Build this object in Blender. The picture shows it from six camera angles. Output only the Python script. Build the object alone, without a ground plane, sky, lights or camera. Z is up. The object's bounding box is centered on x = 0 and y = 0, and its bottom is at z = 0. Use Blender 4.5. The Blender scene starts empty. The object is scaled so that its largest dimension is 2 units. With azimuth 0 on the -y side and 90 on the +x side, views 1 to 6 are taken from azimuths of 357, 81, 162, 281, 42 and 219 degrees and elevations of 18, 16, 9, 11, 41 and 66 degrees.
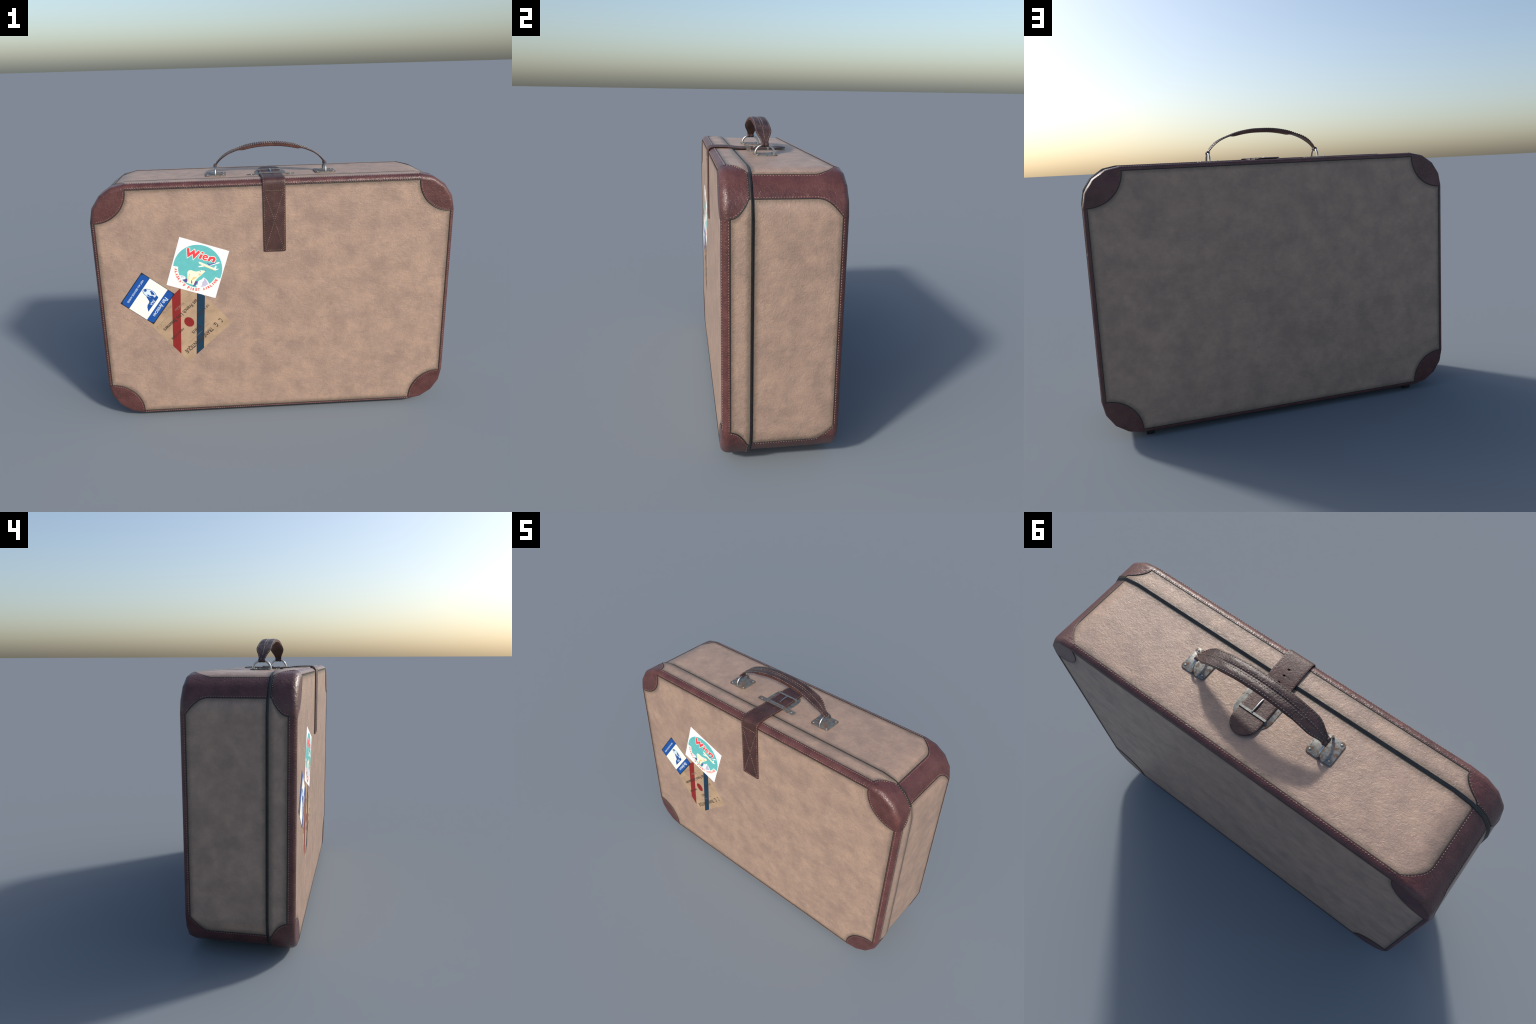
"""Old travelling suitcase: beige leatherette case, oxblood leather corners and edge
bindings, leather closing strap with buckle, leather handle on rusty plates, three paper labels.
Frame: x = length, y = depth (front, lid side = -y), z up, metres."""
import bpy, bmesh, math, random
from mathutils import Vector, Matrix
from math import sin, cos, pi, radians, sqrt

rng = random.Random(7)

# ------------------------------------------------------------------ sizes
A = 0.796                  # half length of the inner rectangle of the outline
ZL, ZH = 0.2235, 1.2055      # centres of the lower / upper corner arcs
RB = 0.1945                # corner radius of the body cloth
RL = 0.2032                # corner radius of the lid cloth (overhangs the body)
YF = -0.2690               # front cloth face
YB = 0.2742                # back cloth face
YSEAM = -0.135
TH = 0.0013                # leather thickness
SEG = 4                    # each corner is a bent stave of four flats

# ------------------------------------------------------------------ helpers
root = bpy.data.objects.new("suitcase", None)
bpy.context.scene.collection.objects.link(root)
root["label"] = "old beige suitcase with dark red leather corners and travel labels"
root["category"] = "suitcase"

def add_obj(name, mesh, mat=None, parent=root, kind=None):
    ob = bpy.data.objects.new(name, mesh)
    bpy.context.scene.collection.objects.link(ob)
    if mat is not None and not mesh.materials:
        mesh.materials.append(mat)
    ob.parent = parent
    if kind:
        ob["kind"] = kind
    return ob

def make_mesh(name, verts, faces, normals=None, smooth=True):
    """normals: list with a Vector or None per vertex; faces are turned to agree with them."""
    verts = [Vector(v) for v in verts]
    if normals is not None:
        out = []
        for f in faces:
            ns = [normals[i] for i in f if normals[i] is not None]
            if ns:
                fn = Vector((0, 0, 0))
                for k in range(len(f)):
                    a, b = verts[f[k]], verts[f[(k + 1) % len(f)]]
                    fn += a.cross(b)
                s = sum((fn.dot(n) for n in ns), 0.0)
                if s < 0:
                    f = tuple(reversed(f))
            out.append(tuple(f))
        faces = out
    me = bpy.data.meshes.new(name)
    me.from_pydata([tuple(v) for v in verts], [], [tuple(f) for f in faces])
    me.update()
    for p in me.polygons:
        p.use_smooth = smooth
    if normals is not None:
        fill = []
        acc = [Vector((0, 0, 0)) for _ in verts]
        for p in me.polygons:
            for i in p.vertices:
                acc[i] += p.normal * p.area
        for i, n in enumerate(normals):
            v = n if n is not None else acc[i]
            fill.append(v.normalized() if v.length > 1e-12 else Vector((0, 0, 1)))
        me.normals_split_custom_set_from_vertices([tuple(n) for n in fill])
    return me

def recalc(me, smooth_angle=None):
    bm = bmesh.new(); bm.from_mesh(me)
    bmesh.ops.recalc_face_normals(bm, faces=bm.faces)
    if smooth_angle is not None:
        for f in bm.faces:
            f.smooth = True
        for e in bm.edges:
            if len(e.link_faces) == 2 and e.calc_face_angle(0) > smooth_angle:
                e.smooth = False
    bm.to_mesh(me); bm.free()
    return me

class Soup:
    """collects many pieces into one mesh"""
    def __init__(self):
        self.v, self.f = [], []
    def add(self, verts, faces):
        o = len(self.v)
        self.v += [tuple(p) for p in verts]
        self.f += [tuple(i + o for i in f) for f in faces]
    def mesh(self, name, angle=radians(40)):
        me = bpy.data.meshes.new(name)
        me.from_pydata(self.v, [], self.f); me.update()
        return recalc(me, angle)

# ---- outline of the case in the xz plane
def corner_k(th):
    """radius factor of the four-flat corner at angle th (degrees from the vertical)"""
    w = 90.0 / SEG
    i = min(SEG - 1, max(0, int(th // w)))
    mid = (i + 0.5) * w
    return cos(radians(w / 2)) / cos(radians(th - mid))

def corner_pt(sx, sz, th, r, y):
    """point and smooth normal on corner (sx, sz); th 0 = top/bottom side, 90 = end side"""
    k = corner_k(th)
    t = radians(th)
    n = Vector((sx * sin(t), 0, sz * cos(t)))
    c = Vector((sx * A, y, ZH if sz > 0 else ZL))
    return c + n * (r * k), n

def stations(nsub=4, nlong=24, nshort=16):
    """closed list of (sx, sz, th, shift) going round the outline"""
    out = []
    ths = [90.0 * i / (SEG * nsub) for i in range(SEG * nsub + 1)]
    def arc(sx, sz, rev):
        for th in (reversed(ths) if rev else ths):
            out.append((sx, sz, th))
    arc(1, 1, False); arc(1, -1, True); arc(-1, -1, False); arc(-1, 1, True)
    return out

def ring_sweep(name, profile, mat, cap_front=False, cap_back=False, parent=root):
    """profile: list of (r, y, nr, ny) swept round the whole outline"""
    st = stations()
    n = len(st)
    verts, norms, faces = [], [], []
    for (r, y, nr, ny) in profile:
        for s in st:
            p, d = corner_pt(*s, r, y)
            verts.append(p)
            norms.append((d * nr + Vector((0, ny, 0))).normalized())
    for j in range(len(profile) - 1):
        for i in range(n):
            a, b = j * n + i, j * n + (i + 1) % n
            faces.append((a, b, b + n, a + n))
    for flag, j, ny in ((cap_front, 0, -1), (cap_back, len(profile) - 1, 1)):
        if flag:
            o = len(verts)
            for i in range(n):
                verts.append(verts[j * n + i]); norms.append(Vector((0, ny, 0)))
            faces.append(tuple(range(o, o + n)))
    me = make_mesh(name, verts, faces, norms)
    return add_obj(name, me, mat, parent)

def tube(soup, pts, r, sides=8, closed=False, rz=None):
    """round cord along a polyline"""
    n = len(pts)
    pts = [Vector(p) for p in pts]
    verts, faces = [], []
    prev = None
    for i, p in enumerate(pts):
        if closed:
            t = pts[(i + 1) % n] - pts[i - 1]
        else:
            t = pts[min(i + 1, n - 1)] - pts[max(i - 1, 0)]
        t.normalize()
        if prev is None:
            u = t.cross(Vector((0, 0, 1)))
            if u.length < 1e-3:
                u = t.cross(Vector((1, 0, 0)))
        else:
            u = prev - t * prev.dot(t)
        u.normalize(); prev = u
        w = t.cross(u)
        for k in range(sides):
            a = 2 * pi * k / sides
            verts.append(p + u * (r * cos(a)) + w * (r * sin(a)))
    for i in range(n if closed else n - 1):
        for k in range(sides):
            a = i * sides + k; b = i * sides + (k + 1) % sides
            c = ((i + 1) % n) * sides + (k + 1) % sides; d = ((i + 1) % n) * sides + k
            faces.append((a, b, c, d))
    if not closed:
        faces.append(tuple(reversed(range(sides))))
        faces.append(tuple(range((n - 1) * sides, n * sides)))
    soup.add(verts, faces)

def stitch(soup, p, t, nrm, ln=0.0060, wd=0.0036, ht=0.0018):
    """one thread stitch: small ellipsoid lying on the leather"""
    t = t.normalized(); nrm = (nrm - t * nrm.dot(t)).normalized(); b = nrm.cross(t)
    ln *= rng.uniform(0.88, 1.1); wd *= rng.uniform(0.9, 1.15)
    t = (t + b * rng.uniform(-0.12, 0.12)).normalized(); b = nrm.cross(t)
    verts, faces = [], []
    for (u, s) in ((-0.5, 0.35), (-0.3, 0.9), (0.3, 0.9), (0.5, 0.35)):
        for k in range(6):
            a = 2 * pi * k / 6
            verts.append(p + t * (u * ln) + b * (s * wd / 2 * cos(a)) + nrm * (s * ht * sin(a)))
    for j in range(3):
        for k in range(6):
            faces.append((j * 6 + k, j * 6 + (k + 1) % 6, j * 6 + 6 + (k + 1) % 6, j * 6 + 6 + k))
    faces.append(tuple(range(6))); faces.append(tuple(range(18, 24)))
    soup.add(verts, faces)

def resample(pts, nrms, pitch):
    L = [0.0]
    for a, b in zip(pts, pts[1:]):
        L.append(L[-1] + (b - a).length)
    n = max(2, int(round(L[-1] / pitch)))
    out, j = [], 0
    for i in range(n):
        s = (i + 0.5) * L[-1] / n
        while j < len(L) - 2 and L[j + 1] < s:
            j += 1
        f = (s - L[j]) / max(1e-9, L[j + 1] - L[j])
        out.append((pts[j].lerp(pts[j + 1], f), pts[j + 1] - pts[j], nrms[j].lerp(nrms[j + 1], f)))
    return out

def stitch_line(soup, pts, nrms, pitch=0.0122, skip=None, **kw):
    for p, t, n in resample([Vector(p) for p in pts], [Vector(n) for n in nrms], pitch):
        if skip and skip(p):
            continue
        stitch(soup, p, t, n, **kw)

# ------------------------------------------------------------------ materials
def new_mat(name):
    m = bpy.data.materials.new(name); m.use_nodes = True
    nt = m.node_tree
    return m, nt, nt.nodes["Principled BSDF"]

def N(nt, kind, **kw):
    nd = nt.nodes.new(kind)
    for k, v in kw.items():
        if k.startswith("in_"):
            nd.inputs[k[3:].replace("_", " ")].default_value = v
        else:
            setattr(nd, k, v)
    return nd

def ramp(nt, src, stops, interp="LINEAR"):
    r = nt.nodes.new("ShaderNodeValToRGB")
    r.color_ramp.interpolation = interp
    el = r.color_ramp.elements
    while len(el) < len(stops):
        el.new(0.5)
    for e, (p, c) in zip(el, stops):
        e.position = p
        e.color = (*c, 1) if not isinstance(c, float) else (c, c, c, 1)
    nt.links.new(src, r.inputs[0])
    return r.outputs[0]

def mix(nt, fac, a, b, mode="MIX"):
    m = nt.nodes.new("ShaderNodeMix"); m.data_type = "RGBA"; m.blend_type = mode
    for val, idx in ((fac, 0), (a, 6), (b, 7)):
        if hasattr(val, "links"):
            nt.links.new(val, m.inputs[idx])
        elif idx == 0:
            m.inputs[0].default_value = val
        else:
            m.inputs[idx].default_value = (*val, 1)
    return m.outputs[2]

def math_(nt, op, a, b=None, c=None):
    m = nt.nodes.new("ShaderNodeMath"); m.operation = op
    for i, v in enumerate((a, b, c)):
        if v is None:
            continue
        if hasattr(v, "links"):
            nt.links.new(v, m.inputs[i])
        else:
            m.inputs[i].default_value = v
    return m.outputs[0]

def coords(nt, scale=(1, 1, 1), rot=(0, 0, 0)):
    tc = nt.nodes.new("ShaderNodeTexCoord")
    mp = nt.nodes.new("ShaderNodeMapping")
    mp.inputs["Scale"].default_value = scale
    mp.inputs["Rotation"].default_value = rot
    nt.links.new(tc.outputs["Object"], mp.inputs[0])
    return mp.outputs[0]

def noise(nt, vec, scale, detail=4, rough=0.55, dist=0.0):
    n = N(nt, "ShaderNodeTexNoise", in_Scale=scale, in_Detail=detail, in_Roughness=rough, in_Distortion=dist)
    nt.links.new(vec, n.inputs["Vector"])
    return n.outputs["Fac"]

def voronoi(nt, vec, scale, feature="F1"):
    n = N(nt, "ShaderNodeTexVoronoi", in_Scale=scale, feature=feature)
    nt.links.new(vec, n.inputs["Vector"])
    return n.outputs["Distance"]

def bump(nt, height, strength, dist, prev=None):
    b = N(nt, "ShaderNodeBump", in_Strength=strength, in_Distance=dist)
    nt.links.new(height, b.inputs["Height"])
    if prev is not None:
        nt.links.new(prev, b.inputs["Normal"])
    return b.outputs[0]

def mat_cloth():
    m, nt, bs = new_mat("beige_leatherette")
    v = coords(nt)
    big = noise(nt, v, 8.0, 7, 0.66)
    col = ramp(nt, big, [(0.36, (0.318, 0.219, 0.167)), (0.50, (0.388, 0.263, 0.197)), (0.64, (0.438, 0.297, 0.217))])
    mid = noise(nt, coords(nt, (1, 1, 1), (0.3, 0.9, 0.2)), 19, 6, 0.70)
    col = mix(nt, ramp(nt, mid, [(0.45, 0.0), (0.68, 0.50)]), col, (0.285, 0.204, 0.165))
    fine = noise(nt, v, 210, 3, 0.7)
    col = mix(nt, 0.55, col, ramp(nt, fine, [(0.3, 0.82), (0.7, 1.0)]), "MULTIPLY")
    # soft shade painted into the colour beside bindings and seam, broken up by noise
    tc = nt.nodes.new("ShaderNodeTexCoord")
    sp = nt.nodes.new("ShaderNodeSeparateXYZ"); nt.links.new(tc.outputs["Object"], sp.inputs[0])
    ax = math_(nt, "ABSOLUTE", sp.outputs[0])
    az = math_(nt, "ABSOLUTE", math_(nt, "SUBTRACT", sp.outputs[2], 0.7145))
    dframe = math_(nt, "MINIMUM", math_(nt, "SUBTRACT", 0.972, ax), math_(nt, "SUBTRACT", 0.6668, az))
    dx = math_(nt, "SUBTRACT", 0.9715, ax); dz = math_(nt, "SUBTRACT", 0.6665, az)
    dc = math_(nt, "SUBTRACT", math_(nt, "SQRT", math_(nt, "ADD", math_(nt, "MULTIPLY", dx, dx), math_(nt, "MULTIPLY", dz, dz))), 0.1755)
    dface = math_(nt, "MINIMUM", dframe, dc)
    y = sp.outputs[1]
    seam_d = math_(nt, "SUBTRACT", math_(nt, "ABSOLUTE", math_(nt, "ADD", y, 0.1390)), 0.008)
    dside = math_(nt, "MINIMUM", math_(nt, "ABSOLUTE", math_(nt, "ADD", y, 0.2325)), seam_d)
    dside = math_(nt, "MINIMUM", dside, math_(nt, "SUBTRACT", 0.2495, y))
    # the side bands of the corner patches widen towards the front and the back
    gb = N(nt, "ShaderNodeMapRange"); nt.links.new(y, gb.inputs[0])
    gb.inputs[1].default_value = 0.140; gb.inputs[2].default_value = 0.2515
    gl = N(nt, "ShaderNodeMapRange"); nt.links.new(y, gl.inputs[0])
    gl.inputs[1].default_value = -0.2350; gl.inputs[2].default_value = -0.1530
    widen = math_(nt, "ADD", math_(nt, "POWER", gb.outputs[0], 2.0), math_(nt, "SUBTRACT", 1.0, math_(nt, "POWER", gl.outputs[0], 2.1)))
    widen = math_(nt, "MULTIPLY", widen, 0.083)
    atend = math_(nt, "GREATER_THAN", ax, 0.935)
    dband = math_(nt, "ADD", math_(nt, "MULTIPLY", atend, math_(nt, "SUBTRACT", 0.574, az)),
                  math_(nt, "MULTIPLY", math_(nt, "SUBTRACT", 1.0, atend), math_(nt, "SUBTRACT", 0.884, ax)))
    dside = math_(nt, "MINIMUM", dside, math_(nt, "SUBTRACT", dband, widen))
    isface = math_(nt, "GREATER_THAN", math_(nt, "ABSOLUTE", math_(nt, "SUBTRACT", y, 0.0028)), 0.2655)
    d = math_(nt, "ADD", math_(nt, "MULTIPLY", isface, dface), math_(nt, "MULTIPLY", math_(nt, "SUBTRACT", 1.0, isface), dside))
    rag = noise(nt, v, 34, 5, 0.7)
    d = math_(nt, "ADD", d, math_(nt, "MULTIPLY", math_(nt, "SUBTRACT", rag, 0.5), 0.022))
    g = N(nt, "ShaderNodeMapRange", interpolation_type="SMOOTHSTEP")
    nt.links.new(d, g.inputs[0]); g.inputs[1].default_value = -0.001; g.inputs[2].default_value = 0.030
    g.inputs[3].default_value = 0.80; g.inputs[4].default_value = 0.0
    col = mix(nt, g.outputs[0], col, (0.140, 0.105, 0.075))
    nt.links.new(col, bs.inputs["Base Color"])
    nt.links.new(ramp(nt, mid, [(0.3, 0.33), (0.7, 0.46)]), bs.inputs["Roughness"])
    bs.inputs["Specular IOR Level"].default_value = 0.45
    # crinkled, slightly streaky embossing
    e1 = noise(nt, coords(nt, (1, 1, 1), (0.5, 0.5, 0.3)), 52, 5, 0.62, 1.2)
    e2 = noise(nt, coords(nt, (0.55, 1, 1), (0, 0.35, 0)), 140, 4, 0.6, 0.8)
    e0 = noise(nt, coords(nt, (0.7, 1, 1.3), (0.1, 0.2, 0.5)), 27, 3, 0.5, 0.5)
    b0 = bump(nt, e0, 0.14, 0.012)
    cr = noise(nt, coords(nt, (0.5, 1.0, 1.6), (0.0, 0.55, 0.25)), 30, 5, 0.6, 2.2)
    cr = ramp(nt, math_(nt, "ABSOLUTE", math_(nt, "SUBTRACT", cr, 0.5)), [(0.0, 0.0), (0.035, 1.0)])
    b0 = bump(nt, cr, 0.22, 0.003, b0)
    b1 = bump(nt, e1, 0.34, 0.007, b0)
    b2 = bump(nt, e2, 0.40, 0.0030, b1)
    nt.links.new(b2, bs.inputs["Normal"])
    return m

def mat_leather(name, dark, base, light, rough=(0.36, 0.55), grain=1.0, scale=1.0):
    m, nt, bs = new_mat(name)
    v = coords(nt)
    n1 = noise(nt, v, 11 * scale, 5, 0.62)
    col = ramp(nt, n1, [(0.32, dark), (0.52, base), (0.72, light)])
    n2 = noise(nt, coords(nt, (1, 1, 1), (0.8, 0.1, 0.5)), 120, 4, 0.7)
    col = mix(nt, 0.6, col, ramp(nt, n2, [(0.3, 0.72), (0.65, 1.0)]), "MULTIPLY")
    # pale scuffs
    sc = noise(nt, coords(nt, (1.0, 2.2, 1.0), (0.2, 0.6, 0.9)), 26, 6, 0.75, 0.8)
    col = mix(nt, ramp(nt, sc, [(0.62, 0.0), (0.78, 0.30)]), col, tuple(min(1, c * 2.2 + 0.03) for c in light))
    nt.links.new(col, bs.inputs["Base Color"])
    nt.links.new(ramp(nt, n2, [(0.3, rough[0]), (0.7, rough[1])]), bs.inputs["Roughness"])
    bs.inputs["Specular IOR Level"].default_value = 0.5
    wr = noise(nt, coords(nt, (1, 1, 1), (0.4, 0.2, 0.7)), 48, 4, 0.6, 1.2)
    vo = voronoi(nt, v, 190)
    b1 = bump(nt, wr, 0.5 * grain, 0.006)
    b2 = bump(nt, vo, 0.30 * grain, 0.0018, b1)
    nt.links.new(b2, bs.inputs["Normal"])
    return m

def mat_plain(name, col, rough=0.5, metal=0.0, spec=0.5, vary=0.15, scale=60, bmp=0.0):
    m, nt, bs = new_mat(name)
    n = noise(nt, coords(nt), scale, 4, 0.6)
    lo = tuple(c * (1 - vary) for c in col); hi = tuple(min(1, c * (1 + vary)) for c in col)
    nt.links.new(ramp(nt, n, [(0.35, lo), (0.65, hi)]), bs.inputs["Base Color"])
    bs.inputs["Roughness"].default_value = rough
    bs.inputs["Metallic"].default_value = metal
    bs.inputs["Specular IOR Level"].default_value = spec
    if bmp:
        nt.links.new(bump(nt, n, bmp, 0.002), bs.inputs["Normal"])
    return m

def mat_rusty():
    m, nt, bs = new_mat("rusty_plate")
    v = coords(nt)
    n1 = noise(nt, v, 34, 6, 0.68, 0.4)
    n2 = noise(nt, coords(nt, (1, 1, 1), (0.9, 0.4, 0.1)), 85, 4, 0.65)
    steel = ramp(nt, n2, [(0.3, (0.120, 0.125, 0.124)), (0.7, (0.270, 0.270, 0.252))])
    rust = ramp(nt, n2, [(0.3, (0.090, 0.054, 0.036)), (0.7, (0.155, 0.096, 0.066))])
    mask = ramp(nt, n1, [(0.505, 0.0), (0.575, 1.0)])
    nt.links.new(mix(nt, mask, steel, rust), bs.inputs["Base Color"])
    nt.links.new(ramp(nt, mask, [(0.0, 0.60), (1.0, 0.0)]), bs.inputs["Metallic"])
    nt.links.new(ramp(nt, mask, [(0.0, 0.50), (1.0, 0.75)]), bs.inputs["Roughness"])
    nt.links.new(bump(nt, n2, 0.15, 0.001), bs.inputs["Normal"])
    return m

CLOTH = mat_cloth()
OXBLOOD = mat_leather("oxblood_leather", (0.072, 0.026, 0.024), (0.102, 0.037, 0.034), (0.130, 0.052, 0.047), rough=(0.24, 0.44), grain=0.9)
BROWN = mat_leather("brown_strap_leather", (0.042, 0.0155, 0.0130), (0.062, 0.0235, 0.0205), (0.084, 0.0370, 0.0325), rough=(0.40, 0.60), grain=0.55, scale=1.6)
HANDLE = mat_leather("brown_handle_leather", (0.034, 0.0165, 0.0150), (0.054, 0.0265, 0.0240), (0.078, 0.0420, 0.0380), rough=(0.34, 0.52), grain=0.8, scale=1.6)
LINING = mat_leather("red_handle_lining", (0.060, 0.019, 0.014), (0.090, 0.030, 0.021), (0.115, 0.045, 0.032), rough=(0.5, 0.65), scale=1.6)
WELT = mat_plain("dark_welt", (0.022, 0.016, 0.014), 0.55, vary=0.3)
RIM = mat_plain("dark_rubber_rim", (0.032, 0.028, 0.027), 0.45, vary=0.25, scale=40, bmp=0.15)
THREAD = mat_plain("waxed_thread", (0.285, 0.170, 0.138), 0.42, vary=0.3, scale=25)
THREADB = mat_plain("tan_thread", (0.195, 0.135, 0.098), 0.50, vary=0.35, scale=25)
THREADH = mat_plain("dark_waxed_thread", (0.135, 0.095, 0.075), 0.42, vary=0.35, scale=25)
RUSTY = mat_rusty()
STEEL = mat_plain("worn_steel", (0.52, 0.51, 0.49), 0.27, metal=1.0, vary=0.12, scale=50, bmp=0.08)
DARKSTEEL = mat_plain("dull_steel", (0.24, 0.25, 0.245), 0.42, metal=0.6, vary=0.25, scale=70, bmp=0.1)
RUBBER = mat_plain("black_rubber", (0.012, 0.012, 0.013), 0.6)
HOLE = mat_plain("hole_shadowed_leather", (0.008, 0.005, 0.005), 0.8)

# ------------------------------------------------------------------ cloth shells
s2 = 0.7071
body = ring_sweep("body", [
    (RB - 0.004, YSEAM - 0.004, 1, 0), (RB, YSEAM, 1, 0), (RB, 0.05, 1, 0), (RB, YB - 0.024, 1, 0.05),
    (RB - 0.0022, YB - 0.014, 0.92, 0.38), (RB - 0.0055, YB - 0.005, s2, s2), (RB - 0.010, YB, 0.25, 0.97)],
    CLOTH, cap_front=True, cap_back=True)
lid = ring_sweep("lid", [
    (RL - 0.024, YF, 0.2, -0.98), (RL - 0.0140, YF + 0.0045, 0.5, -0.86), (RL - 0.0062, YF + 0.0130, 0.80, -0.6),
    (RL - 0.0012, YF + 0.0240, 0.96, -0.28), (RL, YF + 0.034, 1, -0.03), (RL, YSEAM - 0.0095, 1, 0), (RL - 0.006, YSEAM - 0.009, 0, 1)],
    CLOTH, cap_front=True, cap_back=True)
# dark rolled rim that closes the lid over the body
rim = ring_sweep("lid_rim", [
    (RL - 0.004, YSEAM - 0.0100, 1, -0.6), (RL - 0.0002, YSEAM - 0.0096, 0.9, -0.4), (RL + 0.0007, YSEAM - 0.0085, 0.95, 0.2),
    (RL + 0.0002, YSEAM - 0.0066, 0.75, 0.66), (RL - 0.0022, YSEAM - 0.0025, 0.62, 0.78), (RB + 0.0030, YSEAM + 0.0002, 0.62, 0.78),
    (RB + 0.0008, YSEAM + 0.0035, 0.5, 0.87), (RB - 0.004, YSEAM + 0.0040, 0, 1)], RIM)

seam_shade_cord = ring_sweep("seam_shade_cord", [  # added dark cord, stands in for the contact shade behind the rim
    (RB - 0.001, YSEAM + 0.0035, 0.5, -0.87), (RB + 0.0006, YSEAM + 0.0042, 0.9, -0.4), (RB + 0.0010, YSEAM + 0.0052, 1, 0),
    (RB + 0.0006, YSEAM + 0.0062, 0.9, 0.4), (RB - 0.001, YSEAM + 0.0070, 0.5, 0.87)], WELT)

# ------------------------------------------------------------------ leather corner patches
FACE_IN = {"lid": (0.0235, YF), "body": (0.0100, YB)}
def side_profile(which, t, off):
    """edge bevel from the side (t = 0) to the flat face (t = 1): returns radius, y, nr, ny"""
    if which == "lid":
        prof = [(RL, YF + 0.034, 1, -0.03), (RL - 0.0012, YF + 0.0240, 0.96, -0.28), (RL - 0.0062, YF + 0.0130, 0.80, -0.6),
                (RL - 0.0140, YF + 0.0045, 0.5, -0.86), (RL - 0.0240, YF, 0.05, -1.0)]
    else:
        prof = [(RB, YB - 0.024, 1, 0.05), (RB - 0.0022, YB - 0.014, 0.92, 0.38), (RB - 0.0055, YB - 0.005, s2, s2),
                (RB - 0.0080, YB - 0.0015, 0.45, 0.9), (RB - 0.0105, YB, 0.05, 1.0)]
    u = t * (len(prof) - 1); i = min(len(prof) - 2, int(u)); f = u - i
    a, b = prof[i], prof[i + 1]
    r, y, nr, ny = [a[k] + (b[k] - a[k]) * f for k in range(4)]
    l = sqrt(nr * nr + ny * ny); nr /= l; ny /= l
    return r + nr * off, y + ny * off, nr, ny

def flare(which, q):
    """outline of the side band: q 0 at the seam ... 1 at the edge bevel -> (y, theta_lo, theta_hi)"""
    if which == "lid":
        y0, ybend, y1 = YSEAM - 0.0115, YSEAM - 0.018, YF + 0.034
    else:
        y0, ybend, y1 = YSEAM + 0.0045, 0.140, YB - 0.024
    lo, hi = 27.0, 64.5
    y = y0 + (y1 - y0) * q
    g = max(0.0, min(1.0, (y - ybend) / (y1 - ybend)))
    if which == "lid":
        s = 1 - (1 - g) ** 2.1
    else:
        s = g ** 2.0
    return y, lo + (1.5 - lo) * s, hi + (88.5 - hi) * s

LENS_R = 0.1755            # radius of the quarter circle that bounds each corner patch on the flat faces
def patch_rows(which, sx, sz, off, ncol=36):
    rb = RL if which == "lid" else RB
    rows = []
    nq = 26
    for j in range(nq + 1):
        q = j / nq
        y, lo, hi = flare(which, q)
        row = []
        for i in range(ncol + 1):
            th = lo + (hi - lo) * i / ncol
            p, n = corner_pt(sx, sz, th, rb + off, y)
            row.append((p, n))
        rows.append(row)
    lo, hi = flare(which, 1.0)[1:]
    for j in range(1, 9):
        r, y, nr, ny = side_profile(which, j / 8, off)
        row = []
        for i in range(ncol + 1):
            th = lo + (hi - lo) * i / ncol
            p, n = corner_pt(sx, sz, th, r, y)
            row.append((p, (n * nr + Vector((0, ny, 0))).normalized()))
        rows.append(row)
    # lens on the flat face, out to a quarter circle struck from the square corner
    rf = rb - FACE_IN[which][0]
    yf = FACE_IN[which][1]; sy = -1 if which == "lid" else 1
    R0 = LENS_R
    cx, cz = A + R0, R0
    base = rows[-1]
    for j in range(1, 7):
        f = j / 6
        row = []
        for i in range(ncol + 1):
            al = radians(90.0 * i / ncol)
            px = sx * (cx - R0 * cos(al)); pz = (ZH if sz > 0 else ZL) + sz * (cz - R0 * sin(al))
            tgt = Vector((px, yf + sy * off, pz))
            row.append((base[i][0].lerp(tgt, f), Vector((0, sy, 0))))
        rows.append(row)
    return rows

def sheet_mesh(name, rows, th):
    """leather sheet lying on a surface: grid plus turned-down edges"""
    nr, nc = len(rows), len(rows[0])
    verts = [p for r in rows for p, n in r]; norms = [n for r in rows for p, n in r]
    faces = [(j * nc + i, j * nc + i + 1, (j + 1) * nc + i + 1, (j + 1) * nc + i) for j in range(nr - 1) for i in range(nc - 1)]
    border = [(0, i) for i in range(nc)] + [(j, nc - 1) for j in range(1, nr)] + \
             [(nr - 1, i) for i in range(nc - 2, -1, -1)] + [(j, 0) for j in range(nr - 2, 0, -1)]
    o = len(verts); nb = len(border)
    for j, i in border:
        p, n = rows[j][i]
        verts.append(p); norms.append(None)
    for j, i in border:
        p, n = rows[j][i]
        verts.append(p - n * (th + 0.001)); norms.append(None)
    me_faces = []
    for k in range(nb):
        a, b = o + k, o + (k + 1) % nb
        me_faces.append((a, b, b + nb, a + nb))
    # orient skirt outwards from the sheet's middle
    c = sum((Vector(v) for v in verts[:o]), Vector()) / o
    fixed = []
    for f in me_faces:
        vs = [Vector(verts[i]) for i in f]
        nn = (vs[1] - vs[0]).cross(vs[3] - vs[0])
        if nn.dot(vs[0] - c) < 0:
            f = tuple(reversed(f))
        fixed.append(f)
    return make_mesh(name, verts, faces + fixed, norms), [rows[j][i] for j, i in border]

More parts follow.
